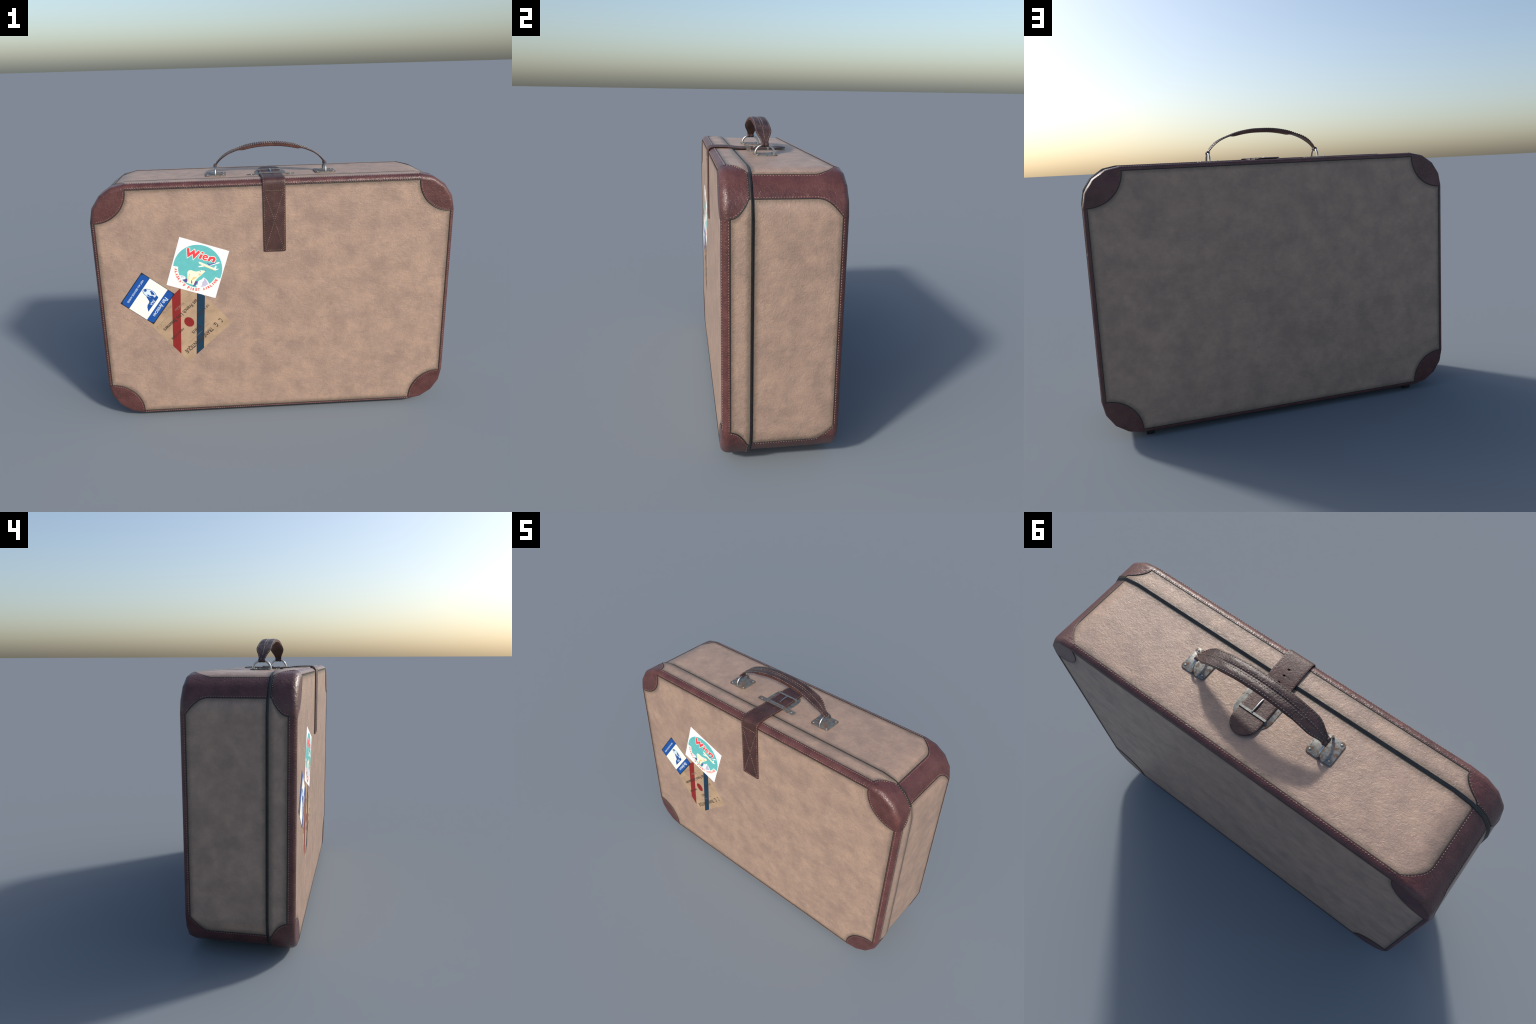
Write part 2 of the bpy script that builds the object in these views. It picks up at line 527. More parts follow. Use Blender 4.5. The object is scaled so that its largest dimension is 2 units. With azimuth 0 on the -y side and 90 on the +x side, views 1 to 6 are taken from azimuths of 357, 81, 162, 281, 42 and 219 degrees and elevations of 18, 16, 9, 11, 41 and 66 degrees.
thread_patch = Soup(); thread_trim = Soup(); welt = Soup(); teeth = Soup()
for which in ("lid", "body"):
    for sx, sz in ((1, 1), (-1, 1), (1, -1), (-1, -1)):
        rows = patch_rows(which, sx, sz, TH + 0.0007)
        me, _ = sheet_mesh("corner_patch", rows, TH + 0.0007)
        add_obj("corner_patch", me, OXBLOOD, parent=lid if which == "lid" else body)
        nc = len(rows[0])
        left = [r[0] for r in rows[:27]]; right = [r[-1] for r in rows[:27]]
        arc = rows[-1]
        for edge in (left, right, arc):
            tube(welt, [p - n * 0.0014 for p, n in edge], 0.0025, 6)
        # stitch rows set in from the edge
        def inset(edge, inner):
            pts, nn = [], []
            for (p, n), (q, _) in zip(edge, inner):
                d = q - p
                pts.append(p + d.normalized() * 0.0072 if d.length > 1e-6 else p); nn.append(n)
            return pts, nn
        for edge, inner in ((left, [r[6] for r in rows[:27]]), (right, [r[-7] for r in rows[:27]])):
            stitch_line(thread_patch, *inset(edge, inner))
        if which == "lid":
            pts, nn = [], []
            cx = A + LENS_R
            for i in range(1, 40):
                al = radians(90.0 * i / 40); R1 = LENS_R - 0.0078
                pts.append(Vector((sx * (cx - R1 * cos(al)), YF - TH, (ZH if sz > 0 else ZL) + sz * (LENS_R - R1 * sin(al)))))
                nn.append(Vector((0, -1, 0)))
            stitch_line(thread_patch, pts, nn)
            # dark stitched binding at the seam end of the lid patch
            b = []
            for k in range(4):
                y = YSEAM - 0.0125 - 0.0035 * k
                b.append([corner_pt(sx, sz, 26 + 39.5 * i / 24, RL + TH + (0.0012 if k < 3 else 0.0002), y) for i in range(25)])
            me, _ = sheet_mesh("seam_binding", b, 0.003)
            add_obj("seam_binding", me, WELT, parent=lid)
            q = [corner_pt(sx, sz, 27.5 + 36.5 * i / 24, RL + TH + 0.0014, YSEAM - 0.0185) for i in range(25)]
            stitch_line(thread_patch, [p for p, n in q], [n for p, n in q], ln=0.005, wd=0.0022)

# ------------------------------------------------------------------ edge bindings (trim)
def straights():
    """four straight runs of the outline: (start corner, end corner, th, along vector)"""
    return (((-1, 1), (1, 1), 0.0), ((-1, -1), (1, -1), 0.0), ((1, -1), (1, 1), 90.0), ((-1, -1), (-1, 1), 90.0))

for which in ("lid", "body"):
    par = lid if which == "lid" else body
    rb = RL if which == "lid" else RB
    sy = -1 if which == "lid" else 1
    yside = YF + 0.0365 if which == "lid" else YB - 0.026
    fin = 0.0262 if which == "lid" else 0.0205
    yface = YF if which == "lid" else YB
    prof = [(rb + TH, yside, 1, 0)]
    for j in range(0, 9):
        prof.append(side_profile(which, j / 8, TH))
    prof.append((rb - fin, yface + sy * TH, 0, sy))
    for ca, cb, th in straights():
        nlen = 60
        rows = []
        for (r, y, nr, ny) in prof:
            pa, na = corner_pt(*ca, th, r, y); pb, nb_ = corner_pt(*cb, th, r, y)
            row = []
            for i in range(nlen + 1):
                f = -0.004 + 1.008 * i / nlen
                row.append((pa.lerp(pb, f), (na * nr + Vector((0, ny, 0))).normalized()))
            rows.append(row)
        me, _ = sheet_mesh("edge_binding", rows, TH)
        add_obj("edge_binding", me, OXBLOOD, parent=par)
        for row in (rows[0], rows[-1]):
            tube(welt, [row[0][0] - row[0][1] * 0.0012, row[-1][0] - row[-1][1] * 0.0012], 0.0022, 6)
        def run(r, y, nr, ny):
            pa, na = corner_pt(*ca, th, r, y); pb, _n = corner_pt(*cb, th, r, y)
            n = (na * nr + Vector((0, ny, 0))).normalized()
            return [pa, pb], [n, n]
        stitch_line(thread_trim, *run(rb + TH, yside + sy * 0.0062, 1, 0))
        if which == "lid":
            r, y, nr, ny = side_profile(which, 0.84, TH)
            stitch_line(thread_trim, *run(r, y, nr, ny))
            if th == 0.0 and ca[1] > 0:      # dark hand-sewn loops under the top binding
                for p, t, n in resample(*run(rb - fin + 0.0045, yface - TH, 0, -1), 0.0122):
                    stitch(teeth, p, Vector((0, 0, 1)), n, ln=0.0070, wd=0.0058, ht=0.0008)
add_obj("corner_stitching", thread_patch.mesh("corner_stitching"), THREAD, kind="stuff")
add_obj("edge_stitching", thread_trim.mesh("edge_stitching"), THREAD, kind="stuff")
add_obj("binding_loops", teeth.mesh("binding_loops"), WELT, kind="stuff")
add_obj("leather_welt", welt.mesh("leather_welt"), WELT, kind="stuff")

# ------------------------------------------------------------------ feet
def box_mesh(name, sx, sy, z0, z1, taper=1.0, bev=0.0015):
    bm = bmesh.new()
    vs = [bm.verts.new((x * sx * (taper if z == z0 else 1), y * sy * (taper if z == z0 else 1), z))
          for z in (z0, z1) for x, y in ((-1, -1), (1, -1), (1, 1), (-1, 1))]
    for f in ((0, 3, 2, 1), (4, 5, 6, 7), (0, 1, 5, 4), (1, 2, 6, 5), (2, 3, 7, 6), (3, 0, 4, 7)):
        bm.faces.new([vs[i] for i in f])
    if bev:
        bmesh.ops.bevel(bm, geom=list(bm.edges), offset=bev, segments=2, affect="EDGES", profile=0.5)
    me = bpy.data.meshes.new(name); bm.to_mesh(me); bm.free()
    return recalc(me, radians(35))

foot = box_mesh("foot", 0.0230, 0.0200, 0.0, 0.032, taper=0.84)
for x in (0.761, -0.761):
    for y in (0.222, -0.085):
        add_obj("foot", foot, RUBBER).location = (x, y, 0)

# ------------------------------------------------------------------ handle
YC = 0.0065
ZTOP = ZH + RB
handle = bpy.data.objects.new("handle", None)
bpy.context.scene.collection.objects.link(handle); handle.parent = root

def rounded_rect(hx, hy, r, n=6):
    pts = []
    for cx, cy, a0 in ((hx - r, hy - r, 0), (-hx + r, hy - r, 90), (-hx + r, -hy + r, 180), (hx - r, -hy + r, 270)):
        for i in range(n + 1):
            a = radians(a0 + 90 * i / n)
            pts.append((cx + r * cos(a), cy + r * sin(a)))
    return pts

def plate_mesh(name, pts, z0, z1, bev=0.0008):
    bm = bmesh.new()
    lo = [bm.verts.new((x, y, z0)) for x, y in pts]
    hi = [bm.verts.new((x, y, z1)) for x, y in pts]
    n = len(pts)
    bm.faces.new(list(reversed(lo))); top = bm.faces.new(hi)
    for i in range(n):
        bm.faces.new((lo[i], lo[(i + 1) % n], hi[(i + 1) % n], hi[i]))
    if bev:
        bmesh.ops.bevel(bm, geom=list(top.edges), offset=bev, segments=2, affect="EDGES", profile=0.5)
    me = bpy.data.meshes.new(name); bm.to_mesh(me); bm.free()
    return recalc(me, radians(35))

plate = plate_mesh("mounting_plate", rounded_rect(0.0590, 0.0570, 0.011), ZTOP - 0.001, ZTOP + 0.0058)
def dome_mesh(name, r, h, seg=14, ring=5):
    s = Soup(); v, f = [], []
    for j in range(ring):
        a = pi / 2 * j / ring
        v += [(r * cos(a) * cos(2 * pi * k / seg), r * cos(a) * sin(2 * pi * k / seg), h * sin(a)) for k in range(seg)]
    v.append((0, 0, h))
    for j in range(ring - 1):
        f += [(j * seg + k, j * seg + (k + 1) % seg, (j + 1) * seg + (k + 1) % seg, (j + 1) * seg + k) for k in range(seg)]
    f += [((ring - 1) * seg + k, (ring - 1) * seg + (k + 1) % seg, ring * seg) for k in range(seg)]
    s.add(v, f); return s.mesh(name, radians(60))
rivet = dome_mesh("rivet", 0.0062, 0.0036)
XR = 0.3148
for sx in (-1, 1):
    p = add_obj("mounting_plate", plate, RUSTY, parent=handle); p.location = (sx * XR, YC, 0)
    for dx in (-1, 1):
        for dy in (-1, 1):
            add_obj("rivet", rivet, DARKSTEEL, parent=handle).location = (sx * XR + dx * 0.0450, YC + dy * 0.0430, ZTOP + 0.0056)
ring = Soup()
hw, hh = 0.0495, 0.0440
pts = [(0, -hw, ZTOP + 0.001)] + [(0, -hw * cos(pi * i / 28), ZTOP + 0.008 + hh * sin(pi * i / 28)) for i in range(29)] + [(0, hw, ZTOP + 0.001)]
tube(ring, pts, 0.0058, 14)
ring_me = ring.mesh("handle_ring", radians(60))
for sx in (-1, 1):
    add_obj("handle_ring", ring_me, STEEL, parent=handle).location = (sx * XR, YC, 0)

def smooth_curve(ctrl, n):
    """Catmull-Rom through control points (tuples of any length)"""
    out = []
    c = [ctrl[0]] + list(ctrl) + [ctrl[-1]]
    m = len(ctrl) - 1
    for i in range(n + 1):
        u = m * i / n; k = min(m - 1, int(u)); t = u - k
        p0, p1, p2, p3 = c[k], c[k + 1], c[k + 2], c[k + 3]
        out.append(tuple(0.5 * (2 * b + (d - a) * t + (2 * a - 5 * b + 4 * d - e) * t * t + (3 * b - a - 3 * d + e) * t ** 3)
                         for a, b, d, e in zip(p0, p1, p2, p3)))
    return out

# spine of the grip: x, z of the upper face, half width, thickness
half = [(0.0, 1.5750, 0.0410, 0.0190), (0.0605, 1.5730, 0.0412, 0.0190), (0.116, 1.5650, 0.0415, 0.0185), (0.159, 1.5553, 0.0418, 0.0175),
        (0.1835, 1.5473, 0.0420, 0.0095), (0.217, 1.5357, 0.0425, 0.0085), (0.248, 1.5213, 0.0425, 0.0080), (0.2725, 1.5050, 0.0370, 0.0080),
        (0.2925, 1.4872, 0.0270, 0.0080), (0.307, 1.4710, 0.0205, 0.0085), (0.3165, 1.4587, 0.0198, 0.0090)]
spine = [(-a, b, c, d) for a, b, c, d in reversed(half[1:])] + half
spine = smooth_curve(spine, 150)
def spine_frame(i):
    a = spine[max(0, i - 1)]; b = spine[min(len(spine) - 1, i + 1)]
    t = Vector((b[0] - a[0], 0, b[1] - a[1])).normalized()
    return Vector((spine[i][0], YC, spine[i][1])), t, Vector((-t.z, 0, t.x))
def grip_top(i, v):
    """v -1..1 across: two padded ridges with a sewn valley between them"""
    o, t, n = spine_frame(i)
    x, z, w, th = spine[i]
    pad = max(0.0, min(1.0, (0.19 - abs(x)) / 0.05))
    h = pad * (0.0036 * sin(pi * min(1, abs(v))) ** 1.0 - 0.0010 * math.exp(-(v / 0.12) ** 2)) - 0.0022 * abs(v) ** 6
    return o + Vector((0, v * w, 0)) + n * h, n
section = [(-1 + 2 * k / 20) for k in range(21)]
gv, gf, gmat = [], [], []
for i in range(len(spine)):
    o, t, n = spine_frame(i); x, z, w, th = spine[i]
    for v in section:
        gv.append(grip_top(i, v)[0])
    for v in reversed(section):
        gv.append(o + Vector((0, v * w * (0.985), 0)) - n * (th * (1 - 0.25 * abs(v) ** 6)))
ns = 2 * len(section)
for i in range(len(spine) - 1):
    for k in range(ns):
        gf.append((i * ns + k, i * ns + (k + 1) % ns, (i + 1) * ns + (k + 1) % ns, (i + 1) * ns + k))
        gmat.append(1 if (k >= len(section) - 1 and abs(spine[i][0]) < 0.178) else 0)
gf.append(tuple(range(ns))); gf.append(tuple(range((len(spine) - 1) * ns, len(spine) * ns))); gmat += [0, 0]
me = bpy.data.meshes.new("grip"); me.from_pydata([tuple(p) for p in gv], [], gf); me.update()
me.materials.append(HANDLE); me.materials.append(LINING)
for p, mi in zip(me.polygons, gmat):
    p.material_index = mi
recalc(me, radians(50))
add_obj("grip", me, parent=handle)

# leather loops round the rings: two small rolls side by side
loop_me = Soup()
for c in (-1, 1):
    vv, ff = [], []
    prof = [(-0.0098, 0.0060), (-0.0094, 0.0085), (-0.0070, 0.0100), (0.0070, 0.0100), (0.0094, 0.0085), (0.0098, 0.0060)]
    for (yy, rr) in prof:
        vv += [(rr * cos(2 * pi * k / 16), c * 0.0100 + yy, 1.1 * rr * sin(2 * pi * k / 16)) for k in range(16)]
    for j in range(len(prof) - 1):
        ff += [(j * 16 + k, j * 16 + (k + 1) % 16, j * 16 + 16 + (k + 1) % 16, j * 16 + 16 + k) for k in range(16)]
    ff += [tuple(range(16)), tuple(range(80, 96))]
    loop_me.add(vv, ff)
loop_me = loop_me.mesh("handle_loop", radians(50))
for sx in (-1, 1):
    add_obj("handle_loop", loop_me, HANDLE, parent=handle).location = (sx * XR, YC, ZTOP + 0.0520)

ht = Soup()
def grip_line(v, x0, x1, pitch=0.0125, inset=0.0, **kw):
    P, Q = [], []
    for i in range(len(spine)):
        if x0 <= spine[i][0] <= x1:
            vv = v - (inset / spine[i][2] if v > 0 else -inset / spine[i][2]) if inset else v
            p, n = grip_top(i, vv); P.append(p); Q.append(n)
    stitch_line(ht, P, Q, pitch, ln=0.0080, wd=0.0046, ht=0.0027)
for v in (-1, 1):
    grip_line(v, -0.309, 0.309, inset=0.0058)
    grip_line(v * 0.16, -0.207, 0.207)
for sx in (-1, 1):
    for x, wv in ((0.2085, 0.55), (0.303, 0.55)):
        i = min(range(len(spine)), key=lambda q: abs(spine[q][0] - sx * x))
        ps = [grip_top(i, -wv + 2 * wv * k / 8) for k in range(9)]
        stitch_line(ht, [p for p, n in ps], [n for p, n in ps], 0.011)
    for a, b in ((0.212, 0.300),):
        grip_line(0.0, min(sx * a, sx * b), max(sx * a, sx * b), 0.012)
add_obj("handle_stitching", ht.mesh("handle_stitching"), THREADH, parent=handle, kind="stuff")

# ------------------------------------------------------------------ closing strap
SXC = -0.0015; SHW = 0.0622; STH = 0.0056
# y, z of the outer face, half width
path = [(-0.2750, 1.0120, 0.0610), (-0.2750, 1.0400, 0.0610), (-0.2750, 1.1200, 0.0612), (-0.2750, 1.2200, 0.0612), (-0.2750, 1.3200, 0.0615), (-0.2752, 1.3700, 0.0618),
        (-0.2742, 1.3930, 0.0620), (-0.2690, 1.4070, 0.0622), (-0.2570, 1.4155, 0.0622), (-0.2380, 1.4185, 0.0622), (-0.2050, 1.4190, 0.0622), (-0.1700, 1.4180, 0.0622),
        (-0.1350, 1.4150, 0.0622), (-0.1000, 1.4110, 0.0622), (-0.0600, 1.4100, 0.0622), (-0.0200, 1.4098, 0.0622), (0.0300, 1.4100, 0.0622),
        (0.0700, 1.4110, 0.0622), (0.1050, 1.4125, 0.0622), (0.1250, 1.4130, 0.0622), (0.1680, 1.4115, 0.0622)]
sp = smooth_curve(path, 240)
def strap_frame(i):
    a = sp[max(0, i - 1)]; b = sp[min(len(sp) - 1, i + 1)]
    t = Vector((0, b[0] - a[0], b[1] - a[1])).normalized()
    return Vector((SXC, sp[i][0], sp[i][1])), t, Vector((0, -t.z, t.y))
def strap_hw(i):
    y, z, w = sp[i]
    if y > 0.100:                       # tongue: rounded tip
        u = min(1.0, (y - 0.100) / 0.0681)
        return w * max(0.02, sqrt(max(0.0, 1 - u ** 2.2)))
    if z < 1.018 and y < -0.2:          # small corner radius at the sewn end
        u = (1.018 - z) / 0.006
        return w - 0.006 * (1 - sqrt(max(0, 1 - min(1, u) ** 2)))
    return w
sec = [-1, -0.97, -0.9, -0.7, -0.45, -0.2, 0, 0.2, 0.45, 0.7, 0.9, 0.97, 1]
sv, sf = [], []
for i in range(len(sp)):
    o, t, n = strap_frame(i); w = strap_hw(i)
    for v in sec:
        e = max(0.0, (abs(v) - 0.88) / 0.12)
        sv.append(o + Vector((v * w, 0, 0)) - n * (0.0012 * e * e))
    for v in reversed(sec):
        sv.append(o + Vector((v * w, 0, 0)) - n * (STH - (0.001 if abs(v) > 0.95 else 0)))
ns = 2 * len(sec)
for i in range(len(sp) - 1):
    for k in range(ns):
        sf.append((i * ns + k, i * ns + (k + 1) % ns, (i + 1) * ns + (k + 1) % ns, (i + 1) * ns + k))
sf.append(tuple(range(ns))); sf.append(tuple(range((len(sp) - 1) * ns, len(sp) * ns)))
s = Soup(); s.add(sv, sf)
strap = add_obj("strap", s.mesh("strap", radians(45)), BROWN)

def at_y(y, x, lift=0.0):
    i = min((k for k in range(len(sp)) if sp[k][1] > 1.40), key=lambda k: abs(sp[k][0] - y))
    o, t, n = strap_frame(i)
    return o + Vector((x - SXC, 0, 0)) + n * lift, t, n
# punched holes (sunk cups)
cut = Soup()
for y in (-0.077, -0.112, -0.146, -0.180):
    o, t, n = at_y(y, 0.001)
    c = 16
    b = n.cross(t)
    vs = [o + t * (0.0042 * cos(2 * pi * k / c)) + b * (0.0042 * sin(2 * pi * k / c)) + n * h for h in (-0.0045, 0.004) for k in range(c)]
    cut.add(vs, [tuple(range(c)), tuple(range(c, 2 * c))] + [(k, (k + 1) % c, c + (k + 1) % c, c + k) for k in range(c)])
cutter = add_obj("hole_cutter", cut.mesh("hole_cutter"), HOLE, parent=None)
strap.data.materials.append(HOLE)
bo = strap.modifiers.new("holes", "BOOLEAN"); bo.object = cutter; bo.operation = "DIFFERENCE"; bo.solver = "EXACT"
bo.material_mode = "TRANSFER"
dg = bpy.context.evaluated_depsgraph_get()
new = bpy.data.meshes.new_from_object(strap.evaluated_get(dg), depsgraph=dg)
strap.modifiers.clear(); strap.data = new; new.name = "strap"
bpy.data.objects.remove(cutter)

st = Soup()
def strap_line(fn, i0, i1, step=1, pitch=0.0125, **kw):
    P, Q = [], []
    for i in range(i0, i1 + 1):
        v = fn(i)
        if v is None:
            continue
        o, t, n = strap_frame(i)
        P.append(o + Vector((v, 0, 0)) - n * 0.0001); Q.append(n)
    stitch_line(st, P, Q, pitch, **kw)
last = len(sp) - 1
iz = lambda z: min((k for k in range(len(sp)) if sp[k][0] < -0.272), key=lambda k: abs(sp[k][1] - z))
tip = max(i for i in range(len(sp)) if sp[i][0] < 0.155)
for s_ in (-1, 1):
    strap_line(lambda i: s_ * max(0.004, strap_hw(i) - 0.0066), iz(1.020), tip)
def cross_line(z, x0, x1):
    o, t, n = strap_frame(iz(z))
    stitch_line(st, [o + Vector((x0, 0, 0)), o + Vector((x1, 0, 0))], [n, n], 0.0115)
cross_line(1.0195, -0.053, 0.053); cross_line(1.352, -0.050, 0.050)
for s_ in (-1, 1):                       # sewn X
    a, b = iz(1.026), iz(1.345)
    strap_line(lambda i: s_ * (-0.050 + 0.100 * (sp[i][1] - 1.026) / (1.345 - 1.026)), a, b, pitch=0.0125)
add_obj("strap_stitching", st.mesh("strap_stitching"), THREADB, parent=strap, kind="stuff")

# ------------------------------------------------------------------ buckle
buckle = bpy.data.objects.new("buckle", None)
bpy.context.scene.collection.objects.link(buckle); buckle.parent = root
bp = [(-0.0870, -0.0255), (-0.1350, -0.0255), (-0.1350, -0.0600), (0.1350, -0.0600), (0.1350, -0.0255), (0.0870, -0.0255)]
side = [(0.0870, 0.050), (0.0835, 0.072), (0.0740, 0.090), (0.0640, 0.0985)]
bp = bp + side + [(-x, y) for x, y in reversed(side)]
add_obj("backplate", plate_mesh("backplate", bp, ZTOP - 0.001, ZTOP + 0.0032), RUSTY, parent=buckle)
for sx in (-1, 1):
    add_obj("rivet", rivet, DARKSTEEL, parent=buckle).location = (sx * 0.1120, -0.0425, ZTOP + 0.0030)
def bridge(name, y0, y1, hw_, z_in, thick, mat):
    """flat metal staple over the strap"""
    sec = [(-hw_ - thick, ZTOP + 0.003), (-hw_ - thick, z_in + thick * 0.6), (-hw_ - thick * 0.4, z_in + thick), (hw_ + thick * 0.4, z_in + thick), (hw_ + thick, z_in + thick * 0.6), (hw_ + thick, ZTOP + 0.003),
           (hw_, ZTOP + 0.003), (hw_, z_in), (-hw_, z_in), (-hw_, ZTOP + 0.003)]
    n = len(sec); v = [(x + SXC, y0, z) for x, z in sec] + [(x + SXC, y1, z) for x, z in sec]
    f = [(k, (k + 1) % n, n + (k + 1) % n, n + k) for k in range(n)]
    # end caps split into three convex pieces
    for o in (0, n):
        f += [(o + 0, o + 1, o + 8, o + 9), (o + 1, o + 2, o + 3, o + 4, o + 7, o + 8), (o + 4, o + 5, o + 6, o + 7)]
    s = Soup(); s.add(v, f)
    return add_obj(name, s.mesh(name, radians(30)), mat, parent=buckle)
bridge("keeper", -0.0600, -0.0340, 0.0632, 1.4106, 0.0028, RUSTY)
bridge("cross_bar", 0.0555, 0.0655, 0.0632, 1.4118, 0.0028, DARKSTEEL)
s = Soup()
tube(s, [(0.002, -0.014, 1.4085), (0.002, -0.008, 1.4120), (0.002, 0.004, 1.4145), (0.002, 0.030, 1.4152), (0.002, 0.060, 1.4155)], 0.0036, 10)
add_obj("prong", s.mesh("prong", radians(50)), STEEL, parent=buckle)

# ------------------------------------------------------------------ paper labels
def flat_mat(name, col, rough=0.55, vary=0.05, scale=30):
    return mat_plain(name, col, rough, vary=vary, scale=scale, spec=0.3)

STEP = 0.00016
class Label:
    """paper label on the front face; local square 0..1 x 0..1 spanned by X and Y from O (world x, z)"""
    def __init__(self, name, O, X, Y, base):
        self.O, self.X, self.Y, self.base = Vector(O), Vector(X), Vector(Y), base
        self.ob = bpy.data.objects.new(name, None)
        bpy.context.scene.collection.objects.link(self.ob); self.ob.parent = root
    def w(self, p, h):
        q = self.O + self.X * p[0] + self.Y * p[1]
        return (q.x, YF - self.base - h * STEP, q.y)
    def shape(self, name, pts, layer, mat):
        """prism from the cloth up to the given layer"""
        n = len(pts)
        v = [self.w(p, layer) for p in pts] + [(q[0], YF + 0.0004, q[2]) for q in (self.w(p, 0) for p in pts)]
        f = [tuple(range(n)), tuple(range(2 * n - 1, n - 1, -1))] + [(k, (k + 1) % n, n + (k + 1) % n, n + k) for k in range(n)]
        me = bpy.data.meshes.new(name); me.from_pydata(v, [], f); me.update(); recalc(me)
        return add_obj(name, me, mat, parent=self.ob)
    def text(self, name, body, box, layer, mat, bold=0.0, shear=0.0, rot=None, space=1.0):
        """built-in font lettering fitted to box (x0, y0, x1, y1) in local units"""
        cu = bpy.data.curves.new("lettering", "FONT"); cu.body = body; cu.shear = shear; cu.offset = bold; cu.space_character = space
        cu.resolution_u = 3
        ob = bpy.data.objects.new("lettering", cu); bpy.context.scene.collection.objects.link(ob)
        dg = bpy.context.evaluated_depsgraph_get(); dg.update()
        me0 = bpy.data.meshes.new_from_object(ob.evaluated_get(dg), depsgraph=dg)
        bpy.data.objects.remove(ob)
        vs = [v.co.copy() for v in me0.vertices]; fs = [tuple(p.vertices) for p in me0.polygons]
        x0 = min(v.x for v in vs); x1 = max(v.x for v in vs); y0 = min(v.y for v in vs); y1 = max(v.y for v in vs)
        bx0, by0, bx1, by1 = box
        out = []
        for v in vs:
            px = bx0 + (bx1 - bx0) * (v.x - x0) / (x1 - x0); py = by0 + (by1 - by0) * (v.y - y0) / (y1 - y0)
            if rot:
                c, a = rot; dx, dy = px - c[0], py - c[1]
                px, py = c[0] + dx * cos(a) - dy * sin(a), c[1] + dx * sin(a) + dy * cos(a)
            out.append(self.w((px, py), layer))
        me = bpy.data.meshes.new(name); me.from_pydata(out, [], fs); me.update()
        bm = bmesh.new(); bm.from_mesh(me)
        for f in bm.faces:
            if f.normal.y > 0:
                f.normal_flip()
        r = bmesh.ops.extrude_face_region(bm, geom=list(bm.faces))
        for e in r["geom"]:
            if isinstance(e, bmesh.types.BMVert):
                e.co.y -= 0.00015
        bm.to_mesh(me); bm.free()
        bpy.data.meshes.remove(me0)
        return add_obj(name, me, mat, parent=self.ob)

def ell(cx, cy, rx, ry, n=48, a0=0, a1=360, tilt=0):
    out = []
    closed = abs(a1 - a0) >= 360
    for i in range(n if closed else n + 1):
        a = radians(a0 + (a1 - a0) * i / n); x, y = rx * cos(a), ry * sin(a)
        t = radians(tilt)
        out.append((cx + x * cos(t) - y * sin(t), cy + x * sin(t) + y * cos(t)))
    return out
def rect(x0, y0, x1, y1):
    return [(x0, y0), (x1, y0), (x1, y1), (x0, y1)]
def rrect(x0, y0, x1, y1, r):
    return [((x0 + x1) / 2 + px, (y0 + y1) / 2 + py) for px, py in rounded_rect((x1 - x0) / 2, (y1 - y0) / 2, r)]

def ribbon(pts, width):
    """pen stroke: polyline thickened with mitred joints"""
    L, R = [], []
    pts = [Vector(p) for p in pts]
    for i, p in enumerate(pts):
        d0 = (p - pts[i - 1]).normalized() if i else None
        d1 = (pts[i + 1] - p).normalized() if i < len(pts) - 1 else None
        d0 = d0 or d1; d1 = d1 or d0
        n0 = Vector((-d0.y, d0.x)); n1 = Vector((-d1.y, d1.x))
        m = n0 + n1
        m = m / max(0.35, m.dot(n0)) if m.length > 1e-6 else n0
        e = (d0 * (width * 0.25) if i == len(pts) - 1 else (-d1 * (width * 0.25) if i == 0 else Vector((0, 0))))
        L.append(p + e + m * (width / 2)); R.append(p + e - m * (width / 2))
    return [tuple(q) for q in L + R[::-1]]

WHITE = flat_mat("white_paper", (0.93, 0.93, 0.93), vary=0.02)
IVORY = flat_mat("ivory_paper", (0.86, 0.86, 0.76), vary=0.03)
TEAL = flat_mat("teal_ink", (0.125, 0.475, 0.465))
RED = flat_mat("scarlet_ink", (0.90, 0.055, 0.070))
CREAM = flat_mat("cream_ink", (0.88, 0.82, 0.62))
OCHRE = flat_mat("ochre_ink", (0.85, 0.58, 0.24))
VIOLET = flat_mat("violet_ink", (0.105, 0.070, 0.270))
LILAC = flat_mat("lilac_ink", (0.50, 0.48, 0.60))
BLUE = flat_mat("royal_blue_ink", (0.009, 0.074, 0.310))
PALE = flat_mat("pale_blue_ink", (0.62, 0.73, 0.80))
INKBLACK = flat_mat("blue_black_ink", (0.012, 0.020, 0.028))
KRAFT = flat_mat("kraft_paper", (0.395, 0.272, 0.172), vary=0.13, scale=14)
KRAFTED = flat_mat("kraft_edge", (0.45, 0.33, 0.20), vary=0.12)
STRIPER = flat_mat("dull_red_ink", (0.225, 0.017, 0.016), vary=0.06)
STRIPEB = flat_mat("petrol_blue_ink", (0.008, 0.036, 0.072), vary=0.08)
PRINT = flat_mat("black_print", (0.030, 0.024, 0.020))
PENCIL = flat_mat("faded_handwriting", (0.200, 0.160, 0.120), vary=0.2)

